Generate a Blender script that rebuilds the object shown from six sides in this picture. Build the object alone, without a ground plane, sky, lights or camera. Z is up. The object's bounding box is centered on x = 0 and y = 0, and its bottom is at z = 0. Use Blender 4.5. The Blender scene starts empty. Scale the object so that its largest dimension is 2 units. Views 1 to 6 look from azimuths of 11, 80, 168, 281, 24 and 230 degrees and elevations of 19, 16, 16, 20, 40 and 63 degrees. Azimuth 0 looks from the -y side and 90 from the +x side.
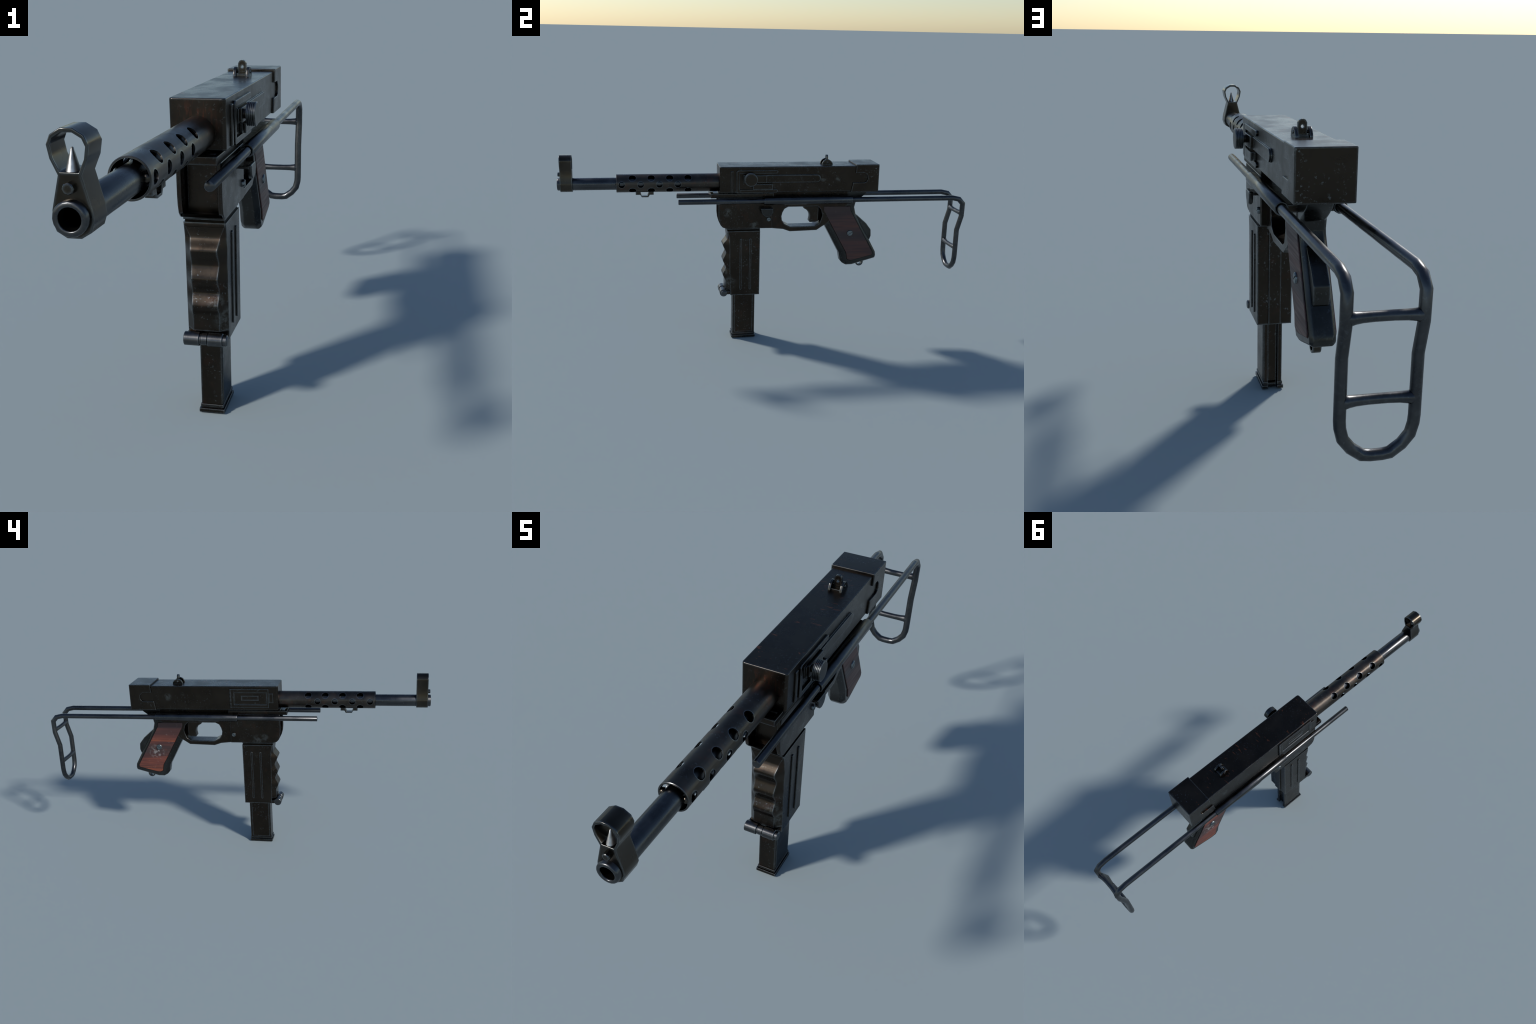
# Vintage submachine gun with wire stock, built part by part (metres, z up).
import bpy, bmesh, math
from mathutils import Vector, Matrix

XC = -0.0105          # centre plane of the gun
AX = 0.795            # height of the bore axis


# ------------------------------------------------------------------ materials
class NT:
    """small helper for wiring shader nodes"""
    def __init__(self, mat):
        mat.use_nodes = True
        self.t = mat.node_tree
        self.t.nodes.clear()

    def n(self, kind, **kw):
        nd = self.t.nodes.new(kind)
        for k, v in kw.items():
            setattr(nd, k, v)
        return nd

    def put(self, sock, v):
        if isinstance(v, bpy.types.NodeSocket):
            self.t.links.new(v, sock)
        elif isinstance(v, (tuple, list)) and len(v) == 3 and sock.type == 'RGBA':
            sock.default_value = (*v, 1)
        else:
            sock.default_value = v

    def math(self, op, a, b=0.0, c=0.0, clamp=False):
        m = self.n('ShaderNodeMath', operation=op, use_clamp=clamp)
        self.put(m.inputs[0], a)
        self.put(m.inputs[1], b)
        self.put(m.inputs[2], c)
        return m.outputs[0]

    def ramp(self, x, lo, hi, a=0.0, b=1.0):
        m = self.n('ShaderNodeMapRange', interpolation_type='SMOOTHSTEP')
        self.put(m.inputs[0], x)
        m.inputs[1].default_value, m.inputs[2].default_value = lo, hi
        m.inputs[3].default_value, m.inputs[4].default_value = a, b
        return m.outputs[0]

    def mix(self, f, a, b):
        m = self.n('ShaderNodeMix', data_type='RGBA')
        self.put(m.inputs[0], f)
        self.put(m.inputs[6], a)
        self.put(m.inputs[7], b)
        return m.outputs[2]

    def coord(self, scale=(1, 1, 1), rot=(0, 0, 0)):
        tc = self.n('ShaderNodeTexCoord')
        mp = self.n('ShaderNodeMapping')
        mp.inputs['Scale'].default_value = scale
        mp.inputs['Rotation'].default_value = rot
        self.t.links.new(tc.outputs['Object'], mp.inputs[0])
        return mp.outputs[0]

    def noise(self, scale, detail=3.0, rough=0.55, vec=None, dist=0.0):
        nz = self.n('ShaderNodeTexNoise')
        nz.inputs['Scale'].default_value = scale
        nz.inputs['Detail'].default_value = detail
        nz.inputs['Roughness'].default_value = rough
        nz.inputs['Distortion'].default_value = dist
        self.t.links.new(vec if vec is not None else self.coord(), nz.inputs['Vector'])
        return nz.outputs[0]

    def xyz(self, vec=None):
        s = self.n('ShaderNodeSeparateXYZ')
        self.t.links.new(vec if vec is not None else self.coord(), s.inputs[0])
        return s.outputs

    def blob(self, centre, radius):
        """soft round mask about a point"""
        d = self.n('ShaderNodeVectorMath', operation='DISTANCE')
        self.t.links.new(self.coord(), d.inputs[0])
        d.inputs[1].default_value = centre
        return self.ramp(d.outputs['Value'], radius * 0.25, radius, 1.0, 0.0)

    def edge(self, radius, lo=0.004, hi=0.12):
        """1 on convex and concave edges, 0 on flats"""
        bv = self.n('ShaderNodeBevel', samples=6)
        bv.inputs['Radius'].default_value = radius
        ge = self.n('ShaderNodeNewGeometry')
        d = self.n('ShaderNodeVectorMath', operation='DOT_PRODUCT')
        self.t.links.new(bv.outputs[0], d.inputs[0])
        self.t.links.new(ge.outputs['Normal'], d.inputs[1])
        inv = self.math('SUBTRACT', 1.0, d.outputs['Value'])
        return self.ramp(inv, lo, hi)

    def finish(self, color, metallic, rough, bump=None, bump_strength=0.1, dist=0.002, spec=0.5):
        p = self.n('ShaderNodeBsdfPrincipled')
        self.put(p.inputs['Base Color'], color)
        self.put(p.inputs['Metallic'], metallic)
        self.put(p.inputs['Roughness'], rough)
        p.inputs['Specular IOR Level'].default_value = spec
        if bump is not None:
            b = self.n('ShaderNodeBump')
            b.inputs['Strength'].default_value = bump_strength
            b.inputs['Distance'].default_value = dist
            self.put(b.inputs['Height'], bump)
            self.t.links.new(b.outputs[0], p.inputs['Normal'])
        o = self.n('ShaderNodeOutputMaterial')
        self.t.links.new(p.outputs[0], o.inputs[0])


def gun_metal(name, dark=(0.036, 0.0285, 0.0225), light=(0.044, 0.036, 0.029),
              worn=(0.17, 0.188, 0.198), wear=0.95, radius=0.0085, speck=0.36,
              rough=(0.24, 0.35), rust=0.0, heat=None, blobs=(), strokes=0.0,
              brushed=False):
    m = bpy.data.materials.new(name)
    t = NT(m)
    col = t.mix(t.ramp(t.noise(7, 4), 0.35, 0.68), dark, light)
    if brushed:
        streak = t.noise(30, 3, vec=t.coord((3, 0.25, 3)))
        col = t.mix(t.math('MULTIPLY', t.ramp(streak, 0.45, 0.7), 0.35), col, (0.11, 0.115, 0.12))
    fine = t.noise(170, 3, 0.6)
    # grey specks that gather in patches
    patch = t.ramp(t.noise(11, 2), 0.42, 0.60)
    dots = t.math('MULTIPLY', t.ramp(t.noise(125, 2, 0.6), 0.59, 0.73), patch)
    col = t.mix(t.math('MULTIPLY', dots, speck), col, worn)
    # rubbed patches at given places
    if blobs:
        total = None
        for c, r in blobs:
            b = t.blob(c, r)
            total = b if total is None else t.math('MAXIMUM', total, b)
        broken = t.ramp(t.noise(55, 4, 0.65), 0.40, 0.62)
        col = t.mix(t.math('MULTIPLY', t.math('MULTIPLY', total, broken), 0.65), col, (0.14, 0.145, 0.14))
    # bright, broken wear along the edges
    e = t.math('MAXIMUM', t.edge(radius), t.edge(0.0026, 0.004, 0.10))
    brk = t.ramp(t.noise(42, 4, 0.6), 0.26, 0.62, 0.5, 1.0)
    ew = t.math('MULTIPLY', t.math('MULTIPLY', e, brk), wear)
    col = t.mix(ew, col, worn)
    if rust > 0:
        rmask = t.math('MULTIPLY', t.ramp(t.noise(24, 4, 0.6), 0.52, 0.72), rust)
        col = t.mix(rmask, col, (0.16, 0.062, 0.038))
    if strokes > 0:
        v = t.coord((0.42, 1.3, 1.0), (0, 0, 0.35))
        s = t.math('MULTIPLY', t.ramp(t.noise(78, 1.0, 0.4, vec=v, dist=0.7), 0.715, 0.75), strokes)
        up = t.ramp(t.xyz(t.n('ShaderNodeNewGeometry').outputs['Normal'])[2], 0.6, 0.9)
        col = t.mix(t.math('MULTIPLY', s, up), col, (0.24, 0.080, 0.042))
    if heat is not None:
        # rusty scorch around the point where the barrel enters
        c, r = heat
        streak = t.noise(50, 3, 0.6, vec=t.coord((1.8, 0.5, 0.45)))
        h = t.math('MULTIPLY', t.blob(c, r), t.ramp(streak, 0.44, 0.70))
        col = t.mix(t.math('MULTIPLY', h, 0.75), col, (0.17, 0.060, 0.038))
    rg = t.ramp(t.noise(14, 4, 0.6), 0.3, 0.7, rough[0], rough[1])
    t.finish(col, 1.0, rg, bump=fine, bump_strength=0.05, dist=0.001)
    return m


def plain_metal(name, color, rough):
    m = bpy.data.materials.new(name)
    t = NT(m)
    n = t.noise(40, 3)
    col = t.mix(t.ramp(n, 0.4, 0.7), color, tuple(c * 0.6 for c in color))
    t.finish(col, 1.0, rough)
    return m


def painted_darkness(name):
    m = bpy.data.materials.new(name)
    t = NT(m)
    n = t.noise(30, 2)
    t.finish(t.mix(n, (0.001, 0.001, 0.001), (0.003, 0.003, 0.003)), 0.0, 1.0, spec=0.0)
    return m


def grip_wood(name):
    m = bpy.data.materials.new(name)
    t = NT(m)
    z = t.xyz()
    # bands lie across the grip, drawn out along the barrel direction
    band = t.noise(17, 2, 0.5, vec=t.coord((1.2, 0.10, 1.5)))
    line = t.noise(60, 3, 0.6, vec=t.coord((0.6, 0.08, 2.2)))
    col = t.mix(t.ramp(band, 0.40, 0.62), (0.060, 0.022, 0.020), (0.155, 0.042, 0.027))
    col = t.mix(t.math('MULTIPLY', t.ramp(line, 0.48, 0.66), 0.65), col, (0.040, 0.014, 0.013))
    # bright orange bars near foot and below the middle
    for zc, w in ((0.412, 0.024), (0.572, 0.009)):
        d = t.math('ABSOLUTE', t.math('SUBTRACT', z[2], zc))
        k = t.math('MULTIPLY', t.ramp(d, w * 0.4, w, 1.0, 0.0), t.ramp(line, 0.40, 0.58, 1.0, 0.25))
        col = t.mix(t.math('MULTIPLY', k, 0.65), col, (0.27, 0.066, 0.024))
    # dark greasy head and middle
    col = t.mix(t.ramp(z[2], 0.635, 0.650, 0.0, 0.78), col, (0.050, 0.026, 0.026))
    d = t.math('ABSOLUTE', t.math('SUBTRACT', z[2], 0.523))
    g = t.math('MULTIPLY', t.ramp(d, 0.012, 0.036, 1.0, 0.0), t.ramp(t.noise(14, 3), 0.22, 0.46))
    col = t.mix(t.math('MULTIPLY', g, 0.85), col, (0.032, 0.021, 0.021))
    # scuffs
    sc = t.math('MULTIPLY', t.blob((XC - 0.039, 0.433, 0.508), 0.052), t.ramp(t.noise(60, 4, 0.65), 0.47, 0.66))
    col = t.mix(t.math('MULTIPLY', sc, 0.8), col, (0.30, 0.28, 0.27))
    wide = t.math('MULTIPLY', t.ramp(t.noise(75, 3, 0.6), 0.60, 0.75), 0.35)
    col = t.mix(wide, col, (0.22, 0.17, 0.16))
    x = t.xyz()[0]
    shade = t.ramp(x, XC - 0.01, XC + 0.01, 0.0, 0.66)      # right panel colour darkened, as it faces away from the sun
    col = t.mix(shade, col, (0.040, 0.022, 0.022))
    e = t.edge(0.004)
    col = t.mix(t.math('MULTIPLY', e, 0.6), col, (0.035, 0.02, 0.018))
    t.finish(col, 0.0, t.ramp(line, 0.3, 0.7, 0.42, 0.60), bump=line, bump_strength=0.18, dist=0.001)
    return m


MAT = {
    'body': gun_metal('blued_steel', strokes=0.85,
                      heat=((XC, -0.245, 0.825), 0.068),
                      blobs=(((XC + .07, .262, .822), .022), ((XC + .07, .335, .815), .016),
                             ((XC - .07, .335, .822), .026), ((XC - .07, .258, .838), .014))),
    'cap': gun_metal('cap_steel', speck=0.75, strokes=0.85),
    'frame': gun_metal('frame_steel', rust=0.12,
                       blobs=(((XC + .058, -.205, .656), .028), ((XC + .058, -.075, .590), .030),
                              ((XC - .058, -.125, .590), .036), ((XC - .058, -.165, .605), .025))),
    'house': gun_metal('housing_steel', rust=0.10, speck=0.6,
                       blobs=(((XC + .05, -.195, .30), .045), ((XC + .03, -.215, .35), .03))),
    'tube': gun_metal('tube_steel', speck=0.25, dark=(0.062, 0.063, 0.066), light=(0.092, 0.093, 0.096), wear=0.5,
                      rough=(0.24, 0.38), brushed=True),
    'jacket': gun_metal('jacket_steel', rust=0.30, wear=0.9, rough=(0.26, 0.42), radius=.005,
                        dark=(0.052, 0.044, 0.038), light=(0.085, 0.073, 0.063),  # base raised to carry the broad sun highlight
                        heat=((XC, -0.245, 0.80), 0.085)),
    'sight': gun_metal('sight_steel', dark=(0.048, 0.040, 0.031), light=(0.066, 0.056, 0.045), rough=(0.20, 0.30)),
    'grip': gun_metal('grip_steel', dark=(0.044, 0.043, 0.041), light=(0.066, 0.066, 0.064), wear=0.8),
    'bright': plain_metal('glare_lightened_steel', (0.62, 0.62, 0.61), 0.48),  # base colour lightened to show sun glare on the post
    'screw': plain_metal('screw_steel', (0.20, 0.225, 0.235), 0.40),
    'dark': plain_metal('shadow_steel', (0.016, 0.013, 0.010), 0.5),
    'black': painted_darkness('painted_dark_interior'),
    'wood': grip_wood('stained_wood'),
}


# ------------------------------------------------------------------ geometry
ROOT = bpy.data.objects.new('submachine_gun', None)
bpy.context.scene.collection.objects.link(ROOT)
ROOT['label'] = 'dark steel submachine gun with wire stock and wooden grip'
ROOT['category'] = 'gun'


def link(ob, parent):
    bpy.context.scene.collection.objects.link(ob)
    if parent is not None:
        ob.parent = parent
    return ob


def raw(name, bm):
    me = bpy.data.meshes.new(name)
    bmesh.ops.recalc_face_normals(bm, faces=bm.faces)
    bm.to_mesh(me)
    bm.free()
    return bpy.data.objects.new(name, me)


def finish(ob, mat, parent=ROOT, bevel=0.0, seg=2, angle=32, cutters=(), smooth=None):
    """apply boolean cuts and edge rounding, shade, name material, parent"""
    sc = bpy.context.scene.collection
    sc.objects.link(ob)
    for c in cutters:
        sc.objects.link(c)
        md = ob.modifiers.new('cut', 'BOOLEAN')
        md.operation, md.object, md.solver = 'DIFFERENCE', c, 'EXACT'
    if bevel > 0:
        b = ob.modifiers.new('round', 'BEVEL')
        b.width, b.segments, b.limit_method, b.angle_limit = bevel, seg, 'ANGLE', math.radians(angle)
        b.use_clamp_overlap = True
        b.harden_normals = False
    if ob.modifiers:
        dg = bpy.context.evaluated_depsgraph_get()
        dg.update()
        me = bpy.data.meshes.new_from_object(ob.evaluated_get(dg))
        ob.modifiers.clear()
        old = ob.data
        ob.data = me
        me.name = ob.name
        bpy.data.meshes.remove(old)
    for c in cutters:
        cm = c.data
        bpy.data.objects.remove(c)
        bpy.data.meshes.remove(cm)
    me = ob.data
    me.materials.clear()
    me.materials.append(MAT[mat])
    for p in me.polygons:
        p.use_smooth = True
    if smooth is None:
        smooth = 50 if bevel > 0 else 38
    me.set_sharp_from_angle(angle=math.radians(smooth))
    if bevel > 0:                                   # keep broad faces flat beside the rounded edges
        w = ob.modifiers.new('normals', 'WEIGHTED_NORMAL')
        w.keep_sharp, w.weight = True, 50
        dg = bpy.context.evaluated_depsgraph_get()
        dg.update()
        new = bpy.data.meshes.new_from_object(ob.evaluated_get(dg))
        ob.modifiers.clear()
        ob.data = new
        new.name = ob.name
        bpy.data.meshes.remove(me)
    ob.parent = parent
    return ob


def prism_x(name, poly, h0, h1):
    """side outline (y, z) pushed from offset h0 to h1 across the gun"""
    bm = bmesh.new()
    a = [bm.verts.new((XC + h0, y, z)) for y, z in poly]
    b = [bm.verts.new((XC + h1, y, z)) for y, z in poly]
    n = len(poly)
    bm.faces.new(a)
    bm.faces.new(b)
    for i in range(n):
        bm.faces.new((a[i], a[(i + 1) % n], b[(i + 1) % n], b[i]))
    return raw(name, bm)


def prism_y(name, poly, y0, y1):
    """front outline (offset, z) pushed along the barrel direction"""
    bm = bmesh.new()
    a = [bm.verts.new((XC + h, y0, z)) for h, z in poly]
    b = [bm.verts.new((XC + h, y1, z)) for h, z in poly]
    n = len(poly)
    bm.faces.new(a)
    bm.faces.new(b)
    for i in range(n):
        bm.faces.new((a[i], a[(i + 1) % n], b[(i + 1) % n], b[i]))
    return raw(name, bm)


def box(name, h0, h1, y0, y1, z0, z1):
    return prism_x(name, [(y0, z0), (y1, z0), (y1, z1), (y0, z1)], h0, h1)


def frame_of(axis):
    ax = Vector(axis).normalized()
    up = Vector((0, 0, 1)) if abs(ax.z) < 0.9 else Vector((0, 1, 0))
    u = ax.cross(up).normalized()
    return ax, u, u.cross(ax)


def lathe(name, profile, origin, axis, segs, phase=0.0):
    """turn (distance along axis, radius) pairs about an axis; radius 0 closes the end"""
    ax, u, v = frame_of(axis)
    o = Vector(origin)
    bm = bmesh.new()
    rings = []
    for d, r in profile:
        if r <= 1e-6:
            rings.append([bm.verts.new(o + ax * d)])
        else:
            rings.append([bm.verts.new(o + ax * d + (u * math.cos(phase + 2 * math.pi * i / segs)
                                                   + v * math.sin(phase + 2 * math.pi * i / segs)) * r)
                          for i in range(segs)])
    for a, b in zip(rings, rings[1:]):
        for i in range(segs):
            j = (i + 1) % segs
            f = [a[i % len(a)], a[j % len(a)], b[j % len(b)], b[i % len(b)]]
            f = [q for k, q in enumerate(f) if q not in f[:k]]
            if len(f) > 2:
                bm.faces.new(f)
    return raw(name, bm)


def rod(name, r, p0, p1, segs=12, chamfer=0.0015):
    p0, p1 = Vector(p0), Vector(p1)
    L = (p1 - p0).length
    c = chamfer
    return lathe(name, [(0, 0), (0, r - c), (c, r), (L - c, r), (L, r - c), (L, 0)], p0, p1 - p0, segs)


def sweep(name, pts, radii, segs=10, phase=0.0):
    """round tube along a polyline with mitred joints"""
    P = [Vector(p) for p in pts]
    n = len(P)
    if not isinstance(radii, (list, tuple)):
        radii = [radii] * n
    dirs = [(P[i + 1] - P[i]).normalized() for i in range(n - 1)]
    bm = bmesh.new()
    ax, u, v = frame_of(dirs[0])
    rings = []
    for i in range(n):
        d0 = dirs[max(i - 1, 0)]
        d1 = dirs[min(i, n - 2)]
        if i > 0 and i < n - 1:
            pass
        mit = (d0 + d1).normalized()
        ring = []
        for k in range(segs):
            a = phase + 2 * math.pi * k / segs
            off = (u * math.cos(a) + v * math.sin(a)) * radii[i]
            # slide along the incoming direction on to the mitre plane
            off = off - d0 * (off.dot(mit) / d0.dot(mit))
            ring.append(bm.verts.new(P[i] + off))
        rings.append(ring)
        q = d0.rotation_difference(d1)
        u, v = q @ u, q @ v
    for a, b in zip(rings, rings[1:]):
        for k in range(segs):
            bm.faces.new((a[k], a[(k + 1) % segs], b[(k + 1) % segs], b[k]))
    bm.faces.new(rings[0])
    bm.faces.new(rings[-1])
    return raw(name, bm)


def arc(cy, cz, r, a0, a1, n):
    return [(cy + r * math.cos(math.radians(a0 + (a1 - a0) * i / n)),
             cz + r * math.sin(math.radians(a0 + (a1 - a0) * i / n))) for i in range(n + 1)]


def X(h, y, z):
    return (XC + h, y, z)


# ---- barrel ---------------------------------------------------------------
barrel = finish(lathe('barrel', [(.16, 0), (.16, .0190), (.0015, .0190), (.0004, .0200), (0, .0212), (0, .0255), (.0012, .0278),
                                 (.004, .0292), (.272, .0292), (.275, .0290), (.77, .0290), (.77, 0)],
                      X(0, -1.0, AX - .001), (0, 1, 0), 20), 'tube', smooth=42)

finish(lathe('bore', [(.003, .0188), (.159, .0188), (.159, 0)], X(0, -1.0, AX - .001), (0, 1, 0), 12), 'black', barrel)

# ---- perforated barrel jacket ----------------------------------------------
jk = lathe('barrel_jacket', [(0, .0388), (0, .0420), (.0012, .0432), (.4885, .0432), (.4885, .0388), (0, .0388)],
           X(0, -.7285, AX + .0005), (0, 1, 0), 40)
cut = bmesh.new()
for ang, ys in ((0, (-.703, -.6145, -.527, -.4398)), (180, (-.703, -.6145, -.527, -.4398)),
                (45, (-.653, -.565, -.4785, -.392)), (135, (-.653, -.565, -.4785, -.392)),
                (-45, (-.653, -.565, -.4785, -.392)), (-135, (-.653, -.565, -.4785, -.392))):
    for y in ys:
        a = math.radians(ang)
        d = Vector((math.cos(a), 0, math.sin(a)))
        u = Vector((0, 1, 0))
        w = d.cross(u)
        c = Vector(X(0, y, AX))
        lo, hi = [], []
        for k in range(12):
            t = 2 * math.pi * (k + .5) / 12
            o = (u * math.cos(t) + w * math.sin(t)) * (.0150 if ang % 180 == 0 else .0172)
            lo.append(cut.verts.new(c + o + d * .031))
            hi.append(cut.verts.new(c + o + d * .055))
        cut.faces.new(lo)
        cut.faces.new(hi)
        for k in range(12):
            cut.faces.new((lo[k], lo[(k + 1) % 12], hi[(k + 1) % 12], hi[k]))
jacket = finish(jk, 'jacket', cutters=[raw('cutter', cut)], smooth=30)
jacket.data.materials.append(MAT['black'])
for p in jacket.data.polygons:                          # inner wall coloured black
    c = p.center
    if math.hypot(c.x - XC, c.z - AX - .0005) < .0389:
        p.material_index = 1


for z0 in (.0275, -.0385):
    finish(box('jacket_dark_fin', -.0060, .0060, -.690, -.250, AX + z0, AX + z0 + .011), 'black', jacket)  # thin black fins that close the view through the holes

ball = lathe('spacer_stud', [(0.0105 * (1 - math.cos(math.pi * i / 8)), 0.0105 * math.sin(math.pi * i / 8)) for i in range(9)],
             (-.0105, 0, 0), (1, 0, 0), 14)
stud = finish(ball, 'sight', jacket, smooth=60)
stud.location = X(.0318, -.7215, AX + .002)
s2 = stud.copy()
s2.location = X(-.0318, -.7215, AX + .002)
link(s2, jacket)

swivel = finish(prism_x('sling_loop', [(-.639, .757), (-.639, .7405), (-.6176, .7405), (-.6107, .7288), (-.5795, .7288),
                                       (-.5728, .7405), (-.5539, .7405), (-.5539, .757), (-.5785, .757), (-.5785, .751),
                                       (-.5840, .7355), (-.6115, .7355), (-.6155, .751), (-.6155, .757)], -.0135, .0135),
                'sight', jacket, bevel=.0012)

# ---- front sight -----------------------------------------------------------
half = [(.0098, .9312), (.0272, .9208), (.0340, .9055), (.0302, .8840), (.0190, .8590), (.0326, .805),
        (.0345, .787), (.0285, .7698), (.0118, .7595)]
out = half + [(-h, z) for h, z in reversed(half)]
inn = [(.0085, .9242), (.0232, .9155), (.0283, .9035), (.0250, .8845), (.0153, .8640)]
inn = inn + [(-h, z) for h, z in reversed(inn)]
front_sight = finish(prism_y('front_sight', out, -.986, -.929), 'sight',
                     cutters=[prism_y('c', inn, -1.0, -.90),
                              lathe('c', [(0, 0), (0, .0240), (.2, .0240), (.2, 0)], X(0, -1.05, AX - .001), (0, 1, 0), 24)],
                     bevel=.0016, angle=62, smooth=64)
bm = bmesh.new()
loops = []
for z, rx, ry, yc in ((.8625, .0112, .0155, -.9692), (.8760, .0078, .0108, -.9686), (.8900, .0042, .0062, -.9675), (.8985, .0020, .0040, -.9665)):
    loops.append([bm.verts.new(X(rx * math.cos(math.pi * k / 6), yc + ry * math.sin(math.pi * k / 6), z)) for k in range(12)])
for a, b in zip(loops, loops[1:]):
    for k in range(12):
        bm.faces.new((a[k], a[(k + 1) % 12], b[(k + 1) % 12], b[k]))
tip = bm.verts.new(X(0, -.9668, .9000))
for k in range(12):
    bm.faces.new((loops[-1][k], loops[-1][(k + 1) % 12], tip))
bm.faces.new(loops[0])
finish(raw('sight_post', bm), 'bright', front_sight, smooth=75)
finish(rod('sight_pin', .0098, X(.0, -.9965, .8405), X(.0, -.975, .8405), 8, .0015), 'sight', front_sight)

# ---- receiver --------------------------------------------------------------
bm = bmesh.new()
co = [(h, y, z) for h in (-.070, .070) for y in (-.2440, .530) for z in (.7545, .8807)]
vs = [bm.verts.new(X(*c)) for c in co]
for f in ((0, 1, 3, 2), (4, 6, 7, 5), (0, 4, 5, 1), (2, 3, 7, 6), (0, 2, 6, 4), (1, 5, 7, 3)):
    bm.faces.new([vs[i] for i in f])
bm.edges.ensure_lookup_table()
ver = [e for e in bm.edges if all(abs(v.co.y + .244) < 1e-4 for v in e.verts)
       and abs(e.verts[0].co.z - e.verts[1].co.z) > .05]
bmesh.ops.bevel(bm, geom=ver, offset=.009, segments=3, profile=.5, affect='EDGES')
receiver = finish(raw('receiver', bm), 'body', bevel=.0034, seg=3, angle=40, smooth=50)

cap_poly = [(.4243, .8880), (.5400, .8880), (.5400, .7522), (.4015, .7522), (.4100, .7998), (.4690, .8000), (.4795, .8060),
            (.4828, .8160), (.4815, .8320), (.4670, .8462), (.4215, .8462)]
finish(prism_x('end_cap', cap_poly, -.0767, .0767), 'cap', receiver, bevel=.0026, seg=2)

# raised pressings on the right side
finish(box('receiver_rib', .066, .0752, -.1930, -.1790, .7575, .8608), 'body', receiver, bevel=.0022)
top_arm = arc(.0290, .8563, .0084, 90, -90, 5)
bot_arm = arc(.0290, .7633, .0084, 90, -90, 5)
bracket = [(-.1650, .8570), (-.1570, .8647)] + top_arm + [(-.1490, .8479), (-.1490, .7717)] + bot_arm + \
          [(-.1600, .7549), (-.1650, .7590)]
finish(prism_x('bolt_slot_frame', bracket, .066, .0766), 'body', receiver, bevel=.0018)
slot = [(-.1300, .8420)] + arc(.2290, .8222, .0198, 90, -90, 7) + [(-.1300, .8024)]
finish(prism_x('bolt_slot_cover', slot, .066, .0730), 'body', receiver, bevel=.0012)
slot2 = [(-.1280, .8407)] + arc(.2275, .8222, .0185, 90, -90, 7) + [(-.1280, .8037)]
finish(prism_x('bolt_slot_plate', slot2, .066, .0775), 'body', receiver, bevel=.0014)

handle = finish(box('charging_handle', .070, .0842, -.1180, -.0178, .8040, .8420), 'body', ROOT, bevel=.0018)
finish(box('handle_shoe', .070, .0875, -.0868, .0102, .7730, .7993), 'body', handle, bevel=.0018, cutters=[
    box('c', .0775, .0800, -.10, .03, .76, .7965)])
prof = [(0, 0), (0, .0290), (.0010, .0312)]
x = .0010
for i in range(4):
    prof += [(x + .0026, .0312), (x + .0034, .0288), (x + .0040, .0288), (x + .0048, .0312)]
    x += .0048
prof += [(.0232, .0312), (.0246, .0290), (.0250, 0)]
finish(lathe('charging_knob', prof, X(.0940, -.0990, .8248), (1, 0, 0), 20), 'body', handle, smooth=28)
finish(rod('knob_stem', .0125, X(.080, -.0990, .8248), X(.097, -.0990, .8248), 12), 'body', handle)

# ejection port cover on the left side
cover = finish(box('ejection_cover', -.0755, -.066, -.1965, .0010, .7695, .8675), 'body', ROOT, bevel=.0014,
               cutters=[box('c', -.09, -.0722, -.1860, -.0170, .7858, .8490)])
finish(box('cover_tab', -.0745, -.066, -.2195, -.1970, .7945, .8445), 'body', cover, bevel=.0014)
finish(box('cover_plate', -.0738, -.066, -.1442, -.0532, .8062, .8322), 'frame', cover, bevel=.001,
       cutters=[box('c', -.09, -.0728, -.1395, -.0580, .8102, .8282)])
for i in range(5):
    z0 = .7690 + i * .0199
    finish(rod('hinge_knuckle', .0054 if i % 2 else .0048, X(-.0722, .0022, z0), X(-.0722, .0022, z0 + .0189), 10, .0008),
           'body', cover)

# ---- rear sight ------------------------------------------------------------
rear_sight = finish(box('rear_sight', -.0145, .0145, .2690, .3110, .8790, .8850), 'sight', ROOT, bevel=.001)
ear = [(.2630, .8790), (.2650, .8890), (.2720, .9000), (.2850, .9062), (.2960, .9060), (.3085, .8985), (.3165, .8880),
       (.3178, .8790)]
for h0 in (-.0240, .0150):
    finish(prism_x('sight_ear', ear, h0, h0 + .0090), 'sight', rear_sight, bevel=.0014)
leaf = [(-.0120, .8830), (-.0125, .9160), (-.0085, .9232), (-.0035, .9258), (.0035, .9258), (.0085, .9232), (.0125, .9160),
        (.0120, .8830)]
hole = [(.0043 * math.cos(2 * math.pi * i / 12), .9064 + .0043 * math.sin(2 * math.pi * i / 12)) for i in range(12)]
finish(prism_y('sight_leaf', leaf, .2858, .2955), 'sight', rear_sight, bevel=.001, cutters=[prism_y('c', hole, .27, .31)])
finish(rod('sight_axle', .0050, X(-.0258, .2905, .8930), X(.0258, .2905, .8915), 10), 'sight', rear_sight)

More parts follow.
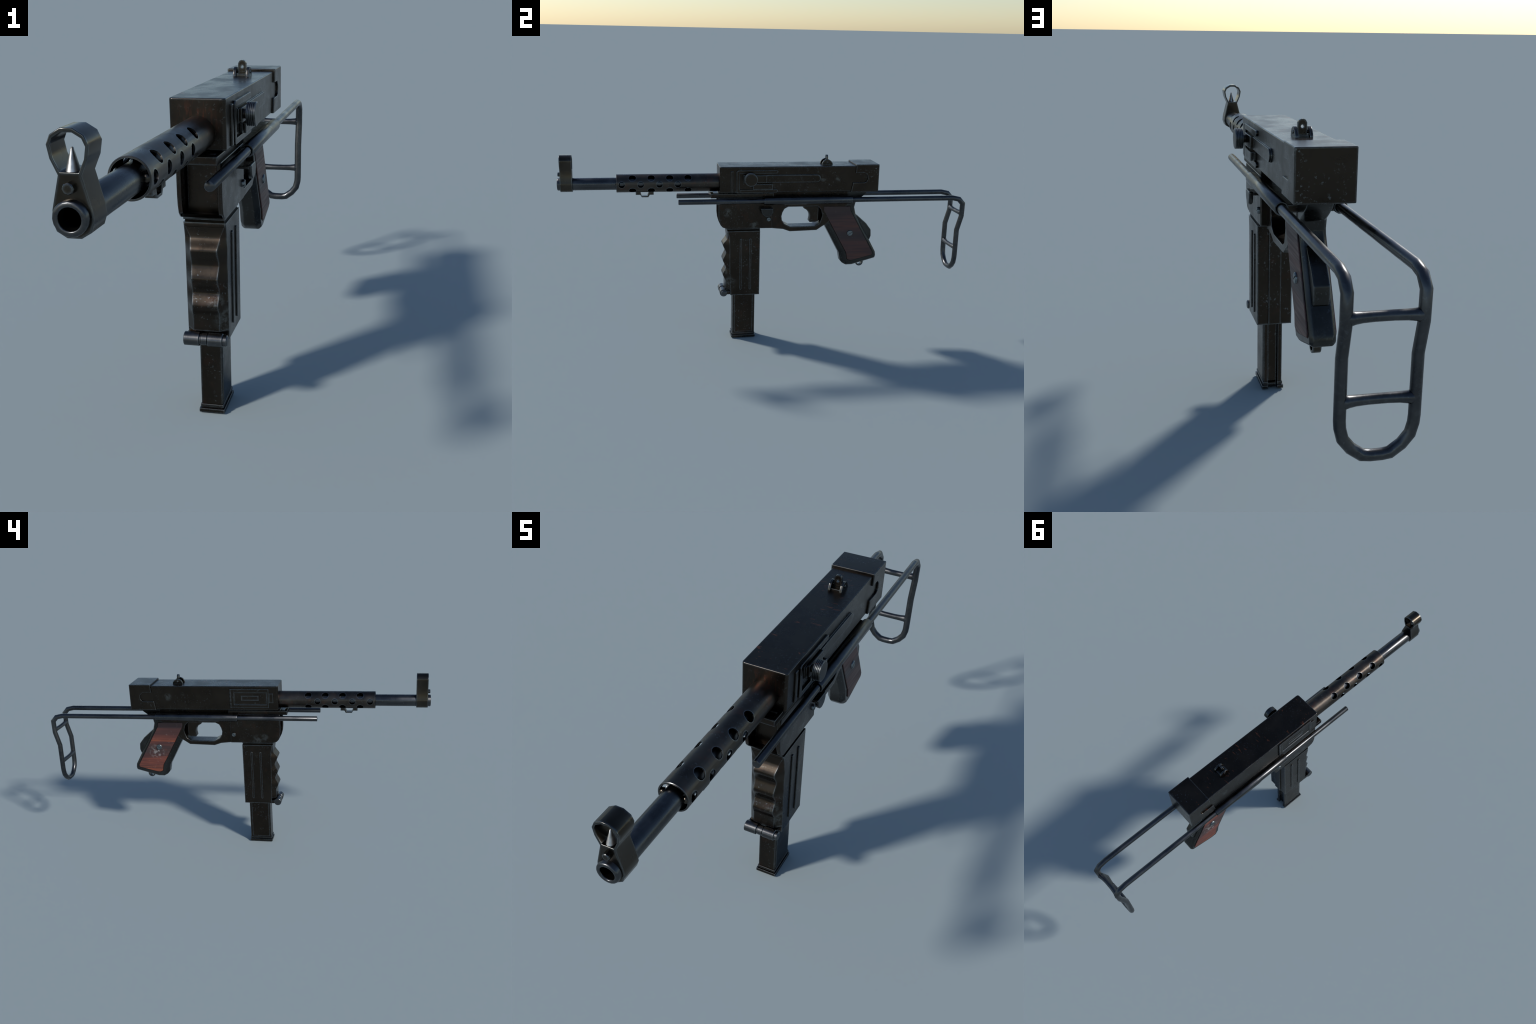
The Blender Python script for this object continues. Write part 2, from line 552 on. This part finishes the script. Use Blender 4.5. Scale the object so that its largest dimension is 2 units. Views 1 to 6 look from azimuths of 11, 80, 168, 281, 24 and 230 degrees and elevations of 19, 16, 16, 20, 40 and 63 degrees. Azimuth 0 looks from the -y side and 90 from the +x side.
# ---- lower frame -----------------------------------------------------------
frame_outline = [(.012, .7560), (.400, .7560), (.400, .6800), (.310, .6000), (.2900, .5790), (.2829, .5785), (.2685, .5698),
                 (.2447, .5540), (.1098, .5504), (.0744, .5630), (.012, .5695)]
guard_hole = [(.0991, .6748), (.0802, .6650), (.0704, .6471), (.0656, .6277), (.0685, .6085), (.0810, .5890), (.1103, .5742),
              (.2341, .5748), (.2581, .5874), (.2669, .6114), (.2710, .6310), (.2638, .6580), (.2473, .6748)]
trigger_frame = finish(prism_x('trigger_frame', frame_outline, -.0365, .0365), 'frame',
                       cutters=[prism_x('c', guard_hole, -.1, .1)], bevel=.0024, angle=58, smooth=62)
trig = [(.1700, .6900), (.1778, .6668), (.1828, .6605), (.1965, .6530), (.2070, .6400), (.2112, .6270), (.2117, .6155), (.2080, .5975),
        (.2133, .5905), (.2416, .5903), (.2560, .5949), (.2580, .6900)]
finish(prism_x('trigger', trig, -.0150, .0150), 'frame', trigger_frame, bevel=.0022)
finish(box('trigger_stem', -.0085, .0085, .2450, .2750, .5980, .6900), 'dark', trigger_frame)
finish(box('tube_web', -.0620, .0620, -.028, .406, .7040, .7250), 'frame', trigger_frame, bevel=.002)
finish(box('frame_shelf', -.0580, .0580, -.2858, .0210, .7275, .7500), 'frame', trigger_frame, bevel=.0035,
       cutters=[box('c', -.046, .046, -.27, -.247, .745, .76)])

# magazine well with a recessed front
well = [(-.2468, .7290), (-.2468, .6420), (-.2440, .6150), (-.2375, .5930), (-.2270, .5815), (-.2080, .5755), (.0182, .5740),
        (.0182, .7290)]
mag_well = finish(prism_x('magazine_well', well, -.0580, .0580), 'frame', bevel=.0045, seg=3, angle=50, smooth=45,
                  cutters=[box('c', -.0450, .0450, -.30, -.1880, .5820, .80)])
finish(box('well_panel', -.0425, .0425, -.2040, -.1800, .5835, .7290), 'frame', mag_well, bevel=.0025)
finish(box('well_neck', -.0510, .0510, -.2040, -.0480, .5500, .5860), 'dark', mag_well)
finish(box('well_lip', -.0545, .0545, -.2090, -.0440, .5700, .5790), 'frame', mag_well, bevel=.0015)

# folding catch on the right of the well
catch = [(-.0470, .6805), (.0138, .6805), (.0138, .6600), (.0060, .6450), (-.0050, .6390), (-.0150, .6370), (-.0270, .6400),
         (-.0390, .6510), (-.0440, .6640)]
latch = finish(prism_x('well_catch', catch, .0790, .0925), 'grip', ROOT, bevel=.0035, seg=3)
finish(box('catch_arm', .050, .0860, -.0460, .0130, .6690, .6775), 'frame', latch, bevel=.002)


def screw(parent, loc, sign, r, height, ang, first=[None]):
    """slotted screw head; later ones share the mesh"""
    if first[0] is None:
        ob = lathe('slotted_screw', [(-.004, 0), (-.004, 1), (.7, 1), (1, .86), (1, 0)], (0, 0, 0), (1, 0, 0), 14)
        c = box('c', .55 - XC, 2 - XC, -.13, .13, -2, 2)
        first[0] = finish(ob, 'screw', parent, cutters=[c], smooth=35)
        ob = first[0]
    else:
        ob = link(first[0].copy(), parent)
    ob.location = loc
    ob.rotation_euler = (math.radians(ang), 0, 0 if sign > 0 else math.pi)
    ob.scale = (height, r, r)
    return ob


screw(mag_well, X(.057, -.0025, .6205), 1, .0108, .0082, -62)
screw(mag_well, X(-.057, -.0025, .6195), -1, .0108, .0082, 60)

# ---- magazine housing with finger grooves ------------------------------------
keys = [(.5240, .0400, -.2010, -.1935), (.4900, .0350, -.2242, -.1915), (.4500, .0368, -.2076, -.1915), (.4110, .0345, -.2237, -.1912),
        (.3740, .0362, -.2078, -.1910), (.3380, .0345, -.2242, -.1900), (.3060, .0362, -.2110, -.1890)]
rows = [(.5620, .0555, -.2040, -.2030), (.5560, .0535, -.2045, -.2010)]
for k0, k1 in zip(keys, keys[1:]):                      # swelling and hollow in turn, softly rounded
    for i in range(6):
        t = i / 6
        f = .45 * t + .55 * (.5 - .5 * math.cos(math.pi * t))
        rows.append(tuple(a + (b - a) * f if n else a + (b - a) * t for n, (a, b) in enumerate(zip(k0, k1))))
rows += [keys[-1], (.2640, .0355, -.2112, -.1880), (.2590, .0355, -.1900, -.1875), (.2345, .0370, -.1880, -.1870)]
bm = bmesh.new()
loops = []
for z, w, yf, yc in rows:
    loops.append([bm.verts.new(X(h, y, z)) for h, y in ((-w, yf), (w, yf), (.0560, yc), (.0560, -.0430), (-.0560, -.0430), (-.0560, yc))])
for a, b in zip(loops, loops[1:]):
    for i in range(6):
        bm.faces.new((a[i], a[(i + 1) % 6], b[(i + 1) % 6], b[i]))
bm.faces.new(loops[0])
bm.faces.new(loops[-1])
housing = finish(raw('magazine_housing', bm), 'house', smooth=179)
for e in housing.data.edges:                            # crisp long corners, soft waves
    a, b = (housing.data.vertices[i].co for i in e.vertices)
    if abs(a.z - b.z) > 1e-5 or max(a.z, b.z) < .265 or min(a.z, b.z) > .555:
        e.use_edge_sharp = True
finish(box('housing_spine', -.0205, .0205, -.060, -.0375, .2352, .5750), 'house', housing, bevel=.0015)
for y0 in (-.1440, -.0972):
    for h0 in (.052, -.0598):
        rib = prism_x('housing_rib', arc(y0 + .0060, .2680, .0060, 180, 360, 5) + arc(y0 + .0060, .5195, .0060, 0, 180, 5), h0, h0 + .0078)
        finish(rib, 'house', housing, bevel=.0014)

# hinge pin at the foot of the housing
PY, PZ = -.2200, .2440
pin = finish(rod('hinge_pin', .0150, X(-.050, PY, PZ), X(.0590, PY, PZ), 14, .003), 'tube', ROOT)
finish(rod('hinge_barrel', .0190, X(-.0585, PY, PZ), X(-.0165, PY, PZ), 14, .0015), 'tube', pin)
finish(rod('hinge_barrel', .0165, X(-.0120, PY, PZ), X(.0050, PY, PZ), 14, .0015), 'tube', pin)
finish(rod('hinge_barrel', .0190, X(.0060, PY, PZ), X(.0465, PY, PZ), 14, .0015), 'tube', pin)
for h0, h1 in ((-.0580, -.0170), (.0062, .0463)):
    finish(box('hinge_lug', h0, h1, PY, -.1840, .2355, .2520), 'house', pin, bevel=.002)

# ---- magazine ----------------------------------------------------------------
chan = [box('c', -.0150, .0150, -.0735, -.03, -.05, .3)]
magazine = finish(box('magazine', -.0305, .0305, -.1735, -.0615, .010, .2700), 'house', bevel=.0025, cutters=chan)
for h0 in (.028, -.0322):
    finish(box('magazine_side', h0, h0 + .0042, -.1660, -.0715, .0285, .2600), 'house', magazine, bevel=.0012)
finish(box('magazine_collar', -.0328, .0328, -.1762, -.0598, .0155, .0250), 'house', magazine, bevel=.0016,
       cutters=[box('c', -.0150, .0150, -.0735, -.03, -.05, .3)])
finish(box('base_plate', -.0362, .0362, -.1795, -.0578, 0.0, .0125), 'house', magazine, bevel=.0016,
       cutters=[box('c', -.0150, .0150, -.0735, -.03, -.05, .3)])

# ---- pistol grip ---------------------------------------------------------------
# outline rows from the neck down: z, front y, back y  -> chamfered cross-sections
grip_side = [(.505, .7545), (.4900, .7330), (.4700, .7180), (.4430, .6900), (.4372, .6655), (.4459, .6290), (.5220, .4971), (.5580, .4320), (.5608, .4125),
             (.5570, .3995), (.4370, .3665), (.4060, .3660), (.3880, .3752), (.3768, .3880), (.3685, .4305), (.2920, .5695),
             (.2760, .5900), (.2740, .6900), (.2740, .7545)]


def inset_poly(poly, d):
    """move every side of a counter-clockwise or clockwise outline inwards by d"""
    n = len(poly)
    area = sum(poly[i][0] * poly[(i + 1) % n][1] - poly[(i + 1) % n][0] * poly[i][1] for i in range(n))
    s = 1 if area > 0 else -1
    res = []
    for i in range(n):
        p, q, r = Vector(poly[i - 1]), Vector(poly[i]), Vector(poly[(i + 1) % n])
        e0, e1 = (q - p).normalized(), (r - q).normalized()
        n0, n1 = Vector((-e0.y, e0.x)) * s, Vector((-e1.y, e1.x)) * s
        b = (n0 + n1)
        k = d / max(b.dot(n0), .35)
        res.append(tuple(q + b * k))
    return res


def grip_body(name):
    """grip profile whose front is strongly chamfered and whose back is rounded"""
    n = len(grip_side)
    inner = inset_poly(grip_side, .0085)
    fr = inset_poly(grip_side, .0175)
    # the front edge of the grip gets a wider chamfer than the back
    rim = []
    for i in range(n):
        rim.append(fr[i] if 12 <= i <= 15 else (inner[i] if 3 <= i <= 11 else grip_side[i]))
    wid = [.0190 if 12 <= i <= 15 else (.0250 if 3 <= i <= 11 else .0345) for i in range(n)]
    bm = bmesh.new()
    L3 = [[bm.verts.new(X(.0345, *p)) for p in rim], [bm.verts.new(X(w, *p)) for w, p in zip(wid, grip_side)],
          [bm.verts.new(X(-w, *p)) for w, p in zip(wid, grip_side)], [bm.verts.new(X(-.0345, *p)) for p in rim]]
    for a, b in zip(L3, L3[1:]):
        for i in range(n):
            j = (i + 1) % n
            f = [a[i], a[j], b[j], b[i]]
            if (f[0].co - f[3].co).length < 1e-6 and (f[1].co - f[2].co).length < 1e-6:
                continue
            bm.faces.new(f)
    bm.faces.new(L3[0])
    bm.faces.new(L3[3])
    bmesh.ops.remove_doubles(bm, verts=bm.verts, dist=1e-5)
    return raw(name, bm)


wood_out = [(.2780, .6742), (.4120, .6730), (.4164, .6487), (.5400, .4312), (.5385, .4190), (.4370, .3935), (.4225, .3925), (.4085, .4005),
            (.4025, .4340), (.3790, .4740), (.2785, .6535)]
grip = finish(grip_body('pistol_grip'), 'grip', bevel=.0030, seg=2, angle=24, smooth=30)
for h0, h1 in ((.027, .0352), (-.0352, -.027)):
    finish(prism_x('panel_shadow_line', inset_poly(wood_out, -.0018), h0, h1), 'dark', grip)  # thin dark plate drawing the contact shadow around the wood
for h0, h1 in ((.027, .0385), (-.0385, -.027)):
    finish(prism_x('grip_panel', wood_out, h0, h1), 'wood', grip, bevel=.0022, seg=2, angle=25)
screw(grip, X(.0375, .4163, .5355), 1, .0152, .0062, -57)
screw(grip, X(-.0375, .4157, .5362), -1, .0152, .0062, 57)
safety = [(.4400, .6300), (.4520, .6262), (.5040, .5815), (.5310, .5470), (.5330, .5140), (.5262, .4940), (.5100, .4900), (.4500, .5600)]
finish(prism_x('grip_safety', safety, -.0220, .0220), 'grip', grip, bevel=.0045, seg=2, angle=20, smooth=40)
loop = arc(.4815, .3740, .0198, 180, 360, 8) + [(.5010, .3850), (.4945, .3850)] + arc(.4815, .3740, .0128, 360, 180, 8) + \
    [(.4690, .3850), (.4620, .3850)]
finish(prism_x('lanyard_loop', loop, -.0115, .0115), 'sight', grip, bevel=.0014)

# ---- wire stock ------------------------------------------------------------------
RH, RZ, RR = .0767, .7152, .0127
side = [(RH, -.4410, RZ), (RH, -.4395, RZ), (RH, .2, RZ), (RH, .931, RZ + .0003), (RH, .9655, .7083), (RH, .9868, .6852), (RH, .9858, .6220),
        (RH, .9668, .5490), (RH, .9668, .4180), (.0755, .9668, .4020), (.0695, .9668, .3785), (.0525, .9668, .3570), (.0290, .9668, .3400),
        (.0120, .9668, .3378)]
pts = side + [(-h, y, z) for h, y, z in reversed(side)]
rad = [RR - .0015] + [RR] * (len(pts) - 2) + [RR - .0015]
stock = finish(sweep('wire_stock', [X(*p) for p in pts], rad, 12, .26), 'tube', smooth=48)
for y, z in ((.9862, .6355), (.9668, .4572)):
    hs = [-.0767, -.0660, -.0600, -.0450, -.02, .02, .0450, .0600, .0660, .0767]
    bow = [0, 0, -.001, -.003, -.0045, -.0045, -.003, -.001, 0, 0]
    rr = [.0105, .0142, .0128, .0114, .0108, .0108, .0114, .0128, .0142, .0105]
    finish(sweep('stock_crossbar', [X(h, y + b, z) for h, b in zip(hs, bow)], rr, 12), 'tube', stock, smooth=50)

sleeve_prof = [(.012, .0128), (0, .0148), (0, .0176), (.0015, .0188), (.4365, .0188), (.4380, .0176), (.4380, .0148), (.426, .0128)]
sl = finish(lathe('stock_sleeve', sleeve_prof, (0, 0, 0), (0, 1, 0), 12, .26), 'tube', stock, smooth=45)
sl.location = X(RH, -.0300, RZ)
s2 = link(sl.copy(), stock)
s2.location = X(-RH, -.0300, RZ)
